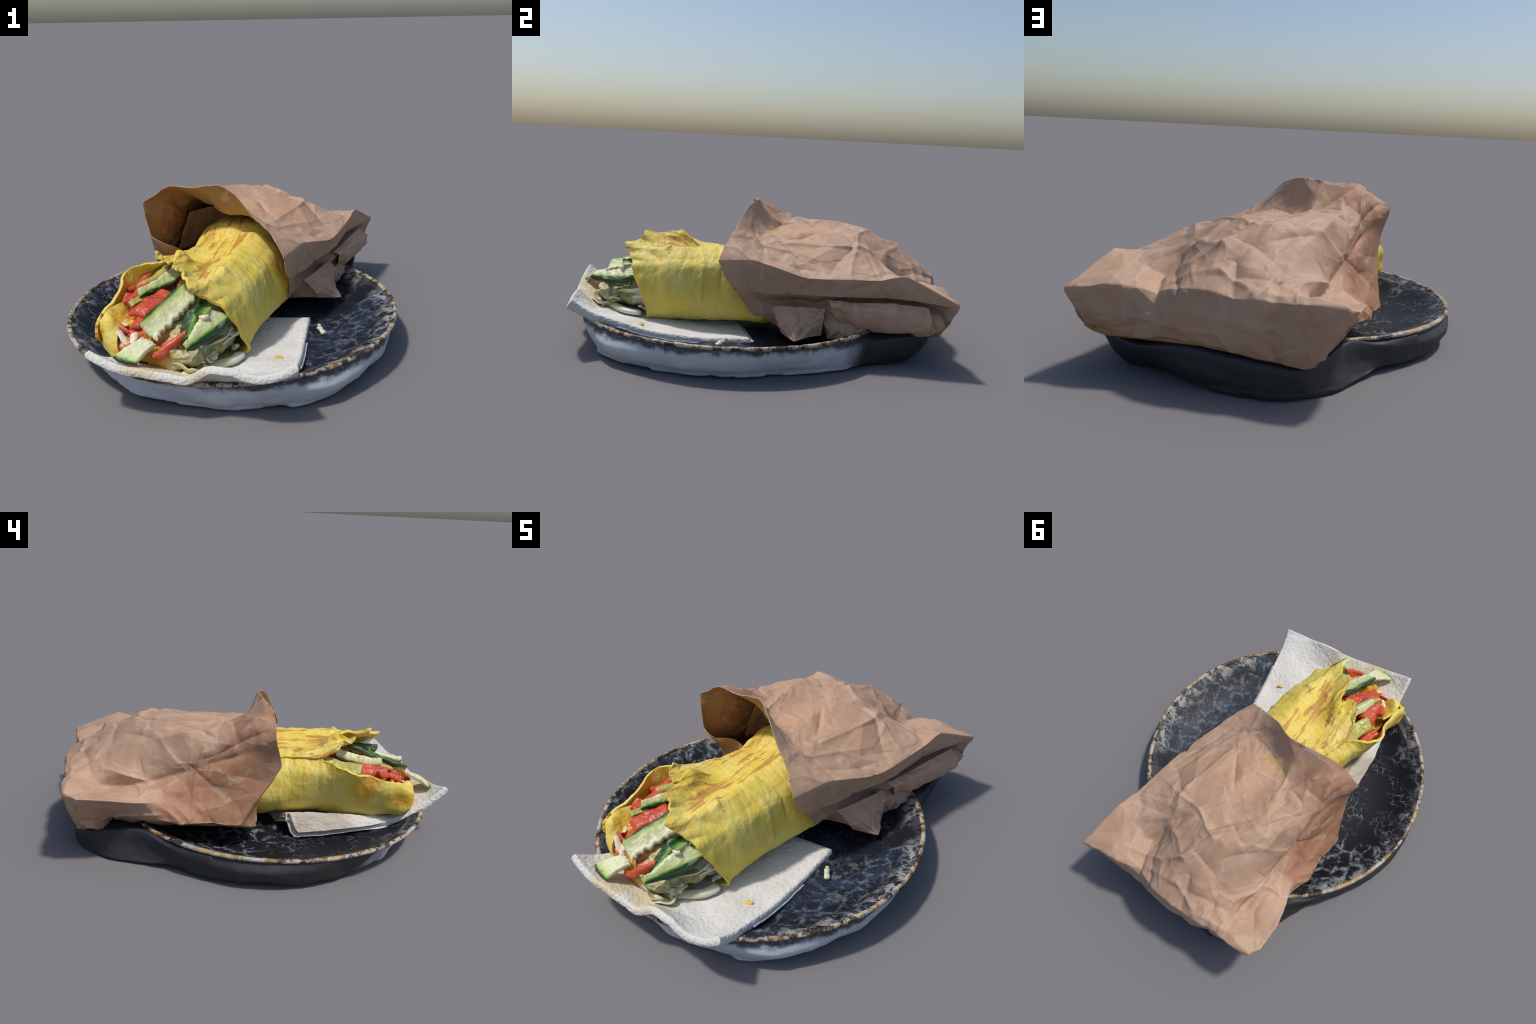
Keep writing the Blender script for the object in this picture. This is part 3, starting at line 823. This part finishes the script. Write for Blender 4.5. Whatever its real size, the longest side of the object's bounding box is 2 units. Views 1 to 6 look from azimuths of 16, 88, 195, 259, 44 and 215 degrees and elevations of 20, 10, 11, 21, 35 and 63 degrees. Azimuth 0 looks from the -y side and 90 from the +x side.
# the first roll runs on a little way into the bag before the next one rises
bread_rings.insert(2, ("just inside", [(x * (.88 if x > 0 else .97), y + .13, z - .008) for x, y, z in bread_rings[2][1]]))
G = np.array([r for _, r in bread_rings], float)
NV, NU = 250, 420
P = densify(G, NV, NU, soft_u=.95, soft_v=.95)
N = outward(soft_normals(P, False, 5), P)
v01 = np.linspace(0, 1, NV)[:, None] * np.ones((1, NU))
u01 = np.linspace(0, 1, NU)[None, :] * np.ones((NV, 1))
front = smoothstep(.62, 1, v01)
free = np.maximum(smoothstep(.08, 0, u01), smoothstep(.93, 1, u01))
wr = fbm(P * np.array([1, 2.6, 1]), 4.0, 3, 7.7)
disp = .006 * wr + .002 * fbm(P, 17, 3, 2.) + .005 * front * fbm(P, 11, 2, 5.) + .006 * free * fbm(P, 13, 2, 8.)
# encircling folds on the right flank, a lifted blister and a dimple on top
for path, amp, w in [([(.02, -.30, .48), (.19, -.27, .41), (.24, -.28, .22)], .010, .014), ([(.08, -.20, .48), (.2, -.17, .41), (.26, -.19, .25)], -.009, .014),
                     ([(.086, -.471, .468), (.029, -.426, .468), (-.041, -.479, .468)], .016, .010), ([(.05, -.46, .468), (.0, -.474, .468)], .010, .014), ([(.134, -.525, .424), (.10, -.55, .44)], -.016, .016),
                     ([(.02, -.62, .48), (.08, -.60, .455)], -.018, .022), ([(.19, -.48, .36), (.23, -.46, .25)], .006, .016)]:
    disp += amp * np.exp(-line_dist(P, path) / w)
P = P + N * disp[..., None]
P = P + N * (.005 * np.sin(u01 * 75 + 2 * np.sin(u01 * 31)) * smoothstep(.86, 1, v01) * (1 - smoothstep(.70, .76, u01) * (1 - smoothstep(.86, .92, u01))))[..., None]
# torn front edge: bites and tabs
tear = np.array([mnoise.fractal(Vector((i * .055, 1.3, 2)), .9, 2.1, 4) for i in range(NU)])
tear += .6 * np.array([mnoise.noise(Vector((i * .16, 5.3, 2))) for i in range(NU)])
P[..., 1] += .010 * tear[None, :] * smoothstep(.80, 1, v01)
side = np.array([mnoise.fractal(Vector((i * .06, 7.3, 2)), .9, 2.1, 3) for i in range(NV)])
P[..., 0] += .010 * side[:, None] * smoothstep(.08, 0, u01)
P[..., 2] += .012 * side[::-1][:, None] * smoothstep(.90, 1, u01)
rr = np.hypot(P[..., 0] - CX, P[..., 1] - CY)
V = P.reshape(-1, 3)
ob = mesh_obj("flatbread", V, grid_faces(NV, NU), MAT_BREAD, wrap)
so = ob.modifiers.new("thickness", 'SOLIDIFY')
so.thickness = .014
so.offset = 0
sub = ob.modifiers.new("soft_edge", 'BEVEL')
sub.width = .004; sub.segments = 2; sub.limit_method = 'ANGLE'; sub.angle_limit = math.radians(60)

# lower filling that everything else rests on
fill_rings = [
    ("deep", -.10, -.02, .18, .20), ("inner", -.30, -.05, .20, .22), ("mid", -.46, -.08, .23, .21), ("front", -.60, -.10, .245, .175),
    ("slope", -.70, -.12, .23, .125), ("toe", -.79, -.10, .19, .065), ("tip", -.85, -.06, .10, .02),
]
base_z = [.12, .12, .12, .12, .125, .14, .165]
nu = 90
R = []
for (nm, y, cx, rx, rzz), bz in zip(fill_rings, base_z):
    t = np.linspace(0, 2 * np.pi, nu, endpoint=False)
    z = np.where(np.sin(t) > 0, bz + .06 + rzz * np.sin(t), bz + .06 + .06 * np.sin(t))
    R.append(np.stack([cx + rx * np.cos(t), y + 0 * t, z], 1))
P = densify(np.array(R), 90, nu * 2, closed_u=True, soft_u=1, soft_v=1)
N = grid_normals(P, True)
cen = P.mean(1, keepdims=True)
sgn = np.sign(((P - cen) * N).sum(-1).mean())
P = P + sgn * N * (.030 * fbm(P, 11, 3, 1.) + .012 * fbm(P, 26, 3, 6.))[..., None]
nv, nu = P.shape[:2]
V = np.vstack([P.reshape(-1, 3), P[-1].mean(0, keepdims=True)])
F = grid_faces(nv, nu, True) + [((nv - 1) * nu + b, (nv - 1) * nu + (b + 1) % nu, nv * nu) for b in range(nu)]
ob = mesh_obj("saucy_filling", V, F, MAT_SAUCE, wrap)
ob["kind"] = "stuff"


def slab(name, rb, rf, cf, cb, thick, mat, bow=.0, jag=.0, arch=0.0, seed=0, lump=.0015, roundness=.22, parent=wrap):
    """A slice laid through four corners: rind edge back and front, core edge
    front and back. Local X runs rind -> core, Y along the slice, Z is thickness."""
    rb, rf, cf, cb = (Vector(p) for p in (rb, rf, cf, cb))
    o = rb
    yv = (rf - rb).normalized()
    xv = ((cf - rf) + (cb - rb))
    xv = (xv - yv * xv.dot(yv)).normalized()
    zv = xv.cross(yv)
    M = Matrix((xv, yv, zv)).transposed().to_4x4()
    M.translation = o
    inv = M.inverted()
    q = [inv @ p for p in (rb, rf, cf, cb)]
    nu, nv = 34, 60
    u = np.linspace(0, 1, nu)[None, :]
    v = np.linspace(0, 1, nv)[:, None]
    A, B, C, D = (np.array(p) for p in q)
    P = ((1 - u) * (1 - v))[..., None] * A + ((1 - u) * v)[..., None] * B + (u * v)[..., None] * C + (u * (1 - v))[..., None] * D
    P = P.copy()
    P[..., 0] -= bow * (1 - u) * np.sin(np.pi * v)
    bend = .012 * math.sin(seed * 2.7)
    P[..., 2] += bend * np.sin(np.pi * v) * np.ones_like(u)
    P[..., 0] += .008 * math.cos(seed * 1.9) * np.sin(np.pi * v) * np.ones_like(u)
    P[..., 2] += arch * np.sin(np.pi * u) * np.ones_like(v) + arch * .6 * np.sin(np.pi * v) * np.ones_like(u)
    jg = np.array([mnoise.fractal(Vector((i * .22, seed * 3.7, 1)), 1, 2, 3) for i in range(nv)])[:, None]
    P[..., 0] += jag * jg * smoothstep(.55, 1, u)
    P[..., 1] += .35 * jag * np.array([mnoise.noise(Vector((i * .3, seed * 1.9, 4))) for i in range(nu)])[None, :] * smoothstep(.75, 1, v)
    uu, vv = u + 0 * v, v + 0 * u
    eu = np.minimum(uu, 1 - uu) / roundness
    ev = np.minimum(vv, 1 - vv) / (roundness * .45)
    e = np.clip(np.minimum(eu, ev), 0, 1)
    h = thick * .5 * (1 - (1 - e) ** 2.6) ** .5
    P[..., 2] += .007 * fbm(P, 13, 2, seed * 1.7)
    P[..., 0] += .006 * fbm(P, 16, 2, seed * 3.1)
    nz = fbm(P, 38, 2, seed * 2.3) * lump * 2 + fbm(P, 90, 2, seed) * lump
    rough_core = jag * .30 * fbm(P, 75, 2, seed + 9.) * smoothstep(.5, .9, uu)
    top, bot = P.copy(), P.copy()
    top[..., 2] += h + (nz + rough_core) * (e > 0)
    bot[..., 2] -= h + nz * (e > 0)
    V = np.vstack([top.reshape(-1, 3), bot.reshape(-1, 3)])
    F = grid_faces(nv, nu) + grid_faces(nv, nu, off=nv * nu, flip=True)
    ob = mesh_obj(name, V, F, mat, parent)
    bm = bmesh.new(); bm.from_mesh(ob.data)
    bmesh.ops.remove_doubles(bm, verts=bm.verts, dist=1e-5)
    bmesh.ops.recalc_face_normals(bm, faces=bm.faces)
    bm.to_mesh(ob.data); bm.free()
    ob.matrix_world = M
    return ob


# cucumber slices
slab("cucumber_slice", (-.075, -.50, .435), (-.180, -.822, .340), (-.091, -.842, .286), (-.01, -.56, .375), .034, MAT_CUKE, bow=.006, jag=.014, arch=.002, seed=1)
slab("cucumber_slice", (-.125, -.42, .405), (-.250, -.652, .380), (-.268, -.630, .412), (-.19, -.40, .445), .046, MAT_CUKE, bow=.006, jag=.004, seed=2)
slab("cucumber_slice", (-.30, -.28, .375), (-.340, -.498, .352), (-.284, -.526, .395), (-.22, -.31, .425), .034, MAT_PICKLE, seed=3)
slab("cucumber_slice", (.160, -.60, .318), (.060, -.888, .284), (.045, -.880, .305), (.062, -.66, .365), .030, MAT_CUKE, bow=.030, jag=.004, arch=.003, seed=4)
slab("cucumber_slice", (-.010, -.67, .355), (.018, -.815, .275), (.045, -.80, .30), (.05, -.65, .375), .030, MAT_CUKE_GREEN, bow=.020, seed=5)
slab("cucumber_slice", (-.130, -.962, .231), (-.245, -.940, .240), (-.155, -.836, .290), (-.090, -.842, .276), .020, MAT_CUKE, bow=.012, jag=.006, arch=.006, seed=6)
slab("cucumber_slice", (.03, -.58, .400), (.035, -.722, .385), (.075, -.715, .360), (.075, -.58, .375), .035, MAT_CUKE_GREEN, bow=.010, arch=.006, seed=7)
slab("pickle_strip", (-.20, -.52, .400), (-.265, -.70, .355), (-.285, -.69, .372), (-.225, -.51, .420), .020, MAT_PICKLE, jag=.003, seed=15, lump=.001)
# tomato wedges
slab("tomato_wedge", (-.105, -.884, .232), (.015, -.785, .322), (.005, -.765, .262), (-.085, -.852, .205), .030, MAT_TOM, bow=.006, jag=.008, arch=.004, seed=8, lump=.0015, roundness=.35)
slab("tomato_wedge", (-.24, -.50, .385), (-.262, -.675, .352), (-.318, -.648, .345), (-.335, -.50, .345), .050, MAT_TOM, bow=.003, jag=.004, arch=.008, seed=9, lump=.0015, roundness=.35)
slab("tomato_wedge", (-.09, -.56, .360), (-.190, -.735, .330), (-.290, -.700, .318), (-.19, -.54, .375), .034, MAT_TOM, bow=.004, jag=.010, arch=.006, seed=10, lump=.002, roundness=.35)
slab("tomato_wedge", (-.13, -.60, .330), (-.205, -.770, .300), (-.255, -.755, .275), (-.20, -.60, .33), .030, MAT_TOM, bow=.004, jag=.010, arch=.006, seed=14, lump=.002, roundness=.35)
slab("tomato_wedge", (-.322, -.355, .375), (-.345, -.505, .350), (-.388, -.495, .330), (-.37, -.38, .345), .040, MAT_TOM, jag=.005, seed=11, lump=.0015, roundness=.35)
slab("tomato_wedge", (-.345, -.60, .372), (-.325, -.66, .352), (-.27, -.65, .335), (-.29, -.57, .355), .035, MAT_TOM, jag=.005, seed=12, lump=.0015, roundness=.35)
slab("tomato_wedge", (-.26, -.77, .255), (-.22, -.70, .300), (-.18, -.72, .285), (-.215, -.80, .240), .035, MAT_TOM, jag=.008, seed=13, lump=.0015, roundness=.35)


def strip(name, pts, width, thick, mat, twist=0.0, seed=0, parent=wrap, curl=.3):
    """a shredded leaf strip or noodle: a flattened tube along a bent path"""
    pts = np.array(pts, float)
    n, m = 46, 16
    C = cubic_weights(len(pts), np.linspace(0, len(pts) - 1, n), False, 1.0) @ pts
    Tn = np.gradient(C, axis=0)
    Tn /= np.linalg.norm(Tn, axis=1, keepdims=True)
    up = np.array([.2, -.3, 1.0])
    B = np.cross(Tn, up)
    B /= np.linalg.norm(B, axis=1, keepdims=True)
    U = np.cross(B, Tn)
    t = np.linspace(0, 2 * np.pi, m, endpoint=False)
    V = []
    for i in range(n):
        s = i / (n - 1)
        cap = max(.02, (1 - abs(2 * s - 1) ** 8)) ** .5
        w = width * cap * (1 + .35 * mnoise.noise(Vector((s * 4, seed, 2))))
        h = thick * cap
        ang = twist * s + .8 * mnoise.noise(Vector((s * 3, seed, 7)))
        b = B[i] * math.cos(ang) + U[i] * math.sin(ang)
        c = -B[i] * math.sin(ang) + U[i] * math.cos(ang)
        for q in t:
            cc = math.cos(q)
            V.append(C[i] + b * w * cc + c * (h * math.sin(q) + curl * w * cc * cc))
    F = grid_faces(n, m, True)
    F.append(tuple(range(m))[::-1])
    F.append(tuple((n - 1) * m + j for j in range(m)))
    return mesh_obj(name, V, F, mat, parent)


# shredded cabbage and onion
strip("cabbage_shred", [(-.03, -.80, .165), (.0, -.835, .185), (.05, -.855, .172), (.09, -.82, .150)], .030, .006, MAT_CAB, 1.2, 1)
strip("cabbage_shred", [(.02, -.87, .145), (.07, -.855, .165), (.12, -.82, .160), (.10, -.77, .150)], .026, .006, MAT_CAB, .8, 2)
strip("cabbage_shred", [(.05, -.79, .150), (.12, -.74, .148), (.18, -.67, .142), (.190, -.59, .135)], .024, .016, MAT_CAB, .3, 3, curl=.1)
strip("cabbage_shred", [(.03, -.70, .19), (.09, -.66, .185), (.135, -.60, .205), (.13, -.52, .21)], .026, .008, MAT_CAB, .9, 4)
strip("cabbage_shred", [(.07, -.66, .265), (.12, -.62, .255), (.145, -.575, .235), (.14, -.50, .23)], .030, .007, MAT_CAB, -.6, 5)
strip("cabbage_shred", [(.02, -.74, .22), (.08, -.72, .225), (.13, -.66, .235), (.14, -.58, .25)], .026, .007, MAT_CAB, .9, 6)
strip("cabbage_shred", [(-.08, -.80, .18), (-.02, -.79, .20), (.04, -.76, .20), (.10, -.72, .20)], .026, .007, MAT_CAB, .5, 7)
strip("onion_strip", [(-.330, -.735, .300), (-.305, -.765, .275), (-.275, -.785, .248), (-.245, -.800, .222)], .016, .010, MAT_ONION, .4, 8, curl=.1)
strip("onion_strip", [(-.215, -.77, .270), (-.218, -.79, .262), (-.212, -.805, .245), (-.200, -.810, .230)], .018, .012, MAT_ONION, .4, 9, curl=.1)
strip("onion_strip", [(.050, -.705, .352), (.075, -.715, .352), (.085, -.700, .356)], .012, .012, MAT_ONION, .2, 10, curl=0)
r = random.Random(5)
for i in range(46):
    y = r.uniform(-.80, -.62) if i < 30 else r.uniform(-.62, -.52)
    x = r.uniform(-.08, .135) if i < 30 else r.uniform(.09, .165)
    z = .15 + .12 * r.random() * smoothstep(-.85, -.65, y)
    d = Vector((r.uniform(-1, 1), r.uniform(-1, .3), r.uniform(-.5, .5))).normalized() * r.uniform(.02, .045)
    k = Vector((r.uniform(-1, 1), r.uniform(-1, 1), r.uniform(-1, 1))) * .014
    c = Vector((x, y, z))
    strip("cabbage_shred", [c - d, c + k, c + d], r.uniform(.008, .018), r.uniform(.003, .006), MAT_CAB, r.uniform(-2, 2), i + 20)
for i in range(16):
    y = r.uniform(-.78, -.60)
    x = r.uniform(-.34, -.16)
    z = .24 + .07 * r.random()
    d = Vector((r.uniform(-1, 1), r.uniform(-1, .3), r.uniform(-.5, .5))).normalized() * r.uniform(.012, .03)
    c = Vector((x, y, z))
    strip("filling_bit", [c - d, c + d * .1, c + d], r.uniform(.007, .014), r.uniform(.005, .009), [MAT_TOM, MAT_ONION, MAT_CRUMB][i % 3], r.uniform(-2, 2), i + 60)

# folded yellow lip of bread inside the open left end
lip = [[(-.36, -.60, .33), (-.33, -.61, .28), (-.28, -.62, .25)], [(-.385, -.69, .33), (-.345, -.70, .29), (-.29, -.71, .255)], [(-.385, -.75, .31), (-.345, -.755, .322), (-.30, -.77, .27)],
       [(-.39, -.77, .26), (-.345, -.795, .25), (-.29, -.805, .215)], [(-.40, -.74, .19), (-.34, -.79, .17), (-.27, -.81, .155)]]
P = densify(np.array(lip), 70, 60, soft_u=1, soft_v=1)
N = grid_normals(P)
P = P + N * (.014 * fbm(P, 9, 2, 3.) + .003 * fbm(P, 34, 2, 1.))[..., None]
ob = mesh_obj("folded_lip", P.reshape(-1, 3), grid_faces(70, 60), MAT_BREAD, wrap)
so = ob.modifiers.new("thickness", 'SOLIDIFY'); so.thickness = .014; so.offset = 0

# ------------------------------------------------------------------ loose crumbs
sprout = empty("bean_sprout", "small pale curled sprout fragment on the plate", "food scrap")
strip("sprout_stem", [(.452, -.135, .078), (.462, -.150, .082), (.475, -.165, .075), (.488, -.180, .070)], .014, .011, MAT_SPROUT, .4, 90, parent=sprout, curl=.1)
strip("sprout_tip", [(.455, -.125, .070), (.452, -.132, .088), (.456, -.142, .098)], .009, .007, MAT_SPROUT, .4, 91, parent=sprout, curl=.1)
crumb = empty("bread_crumb", "tiny yellow crumb lying on the napkin", "food scrap")
strip("crumb_piece", [(.338, -.578, .121), (.355, -.566, .123), (.372, -.560, .120)], .012, .008, MAT_CRUMB, .2, 92, parent=crumb, curl=0)
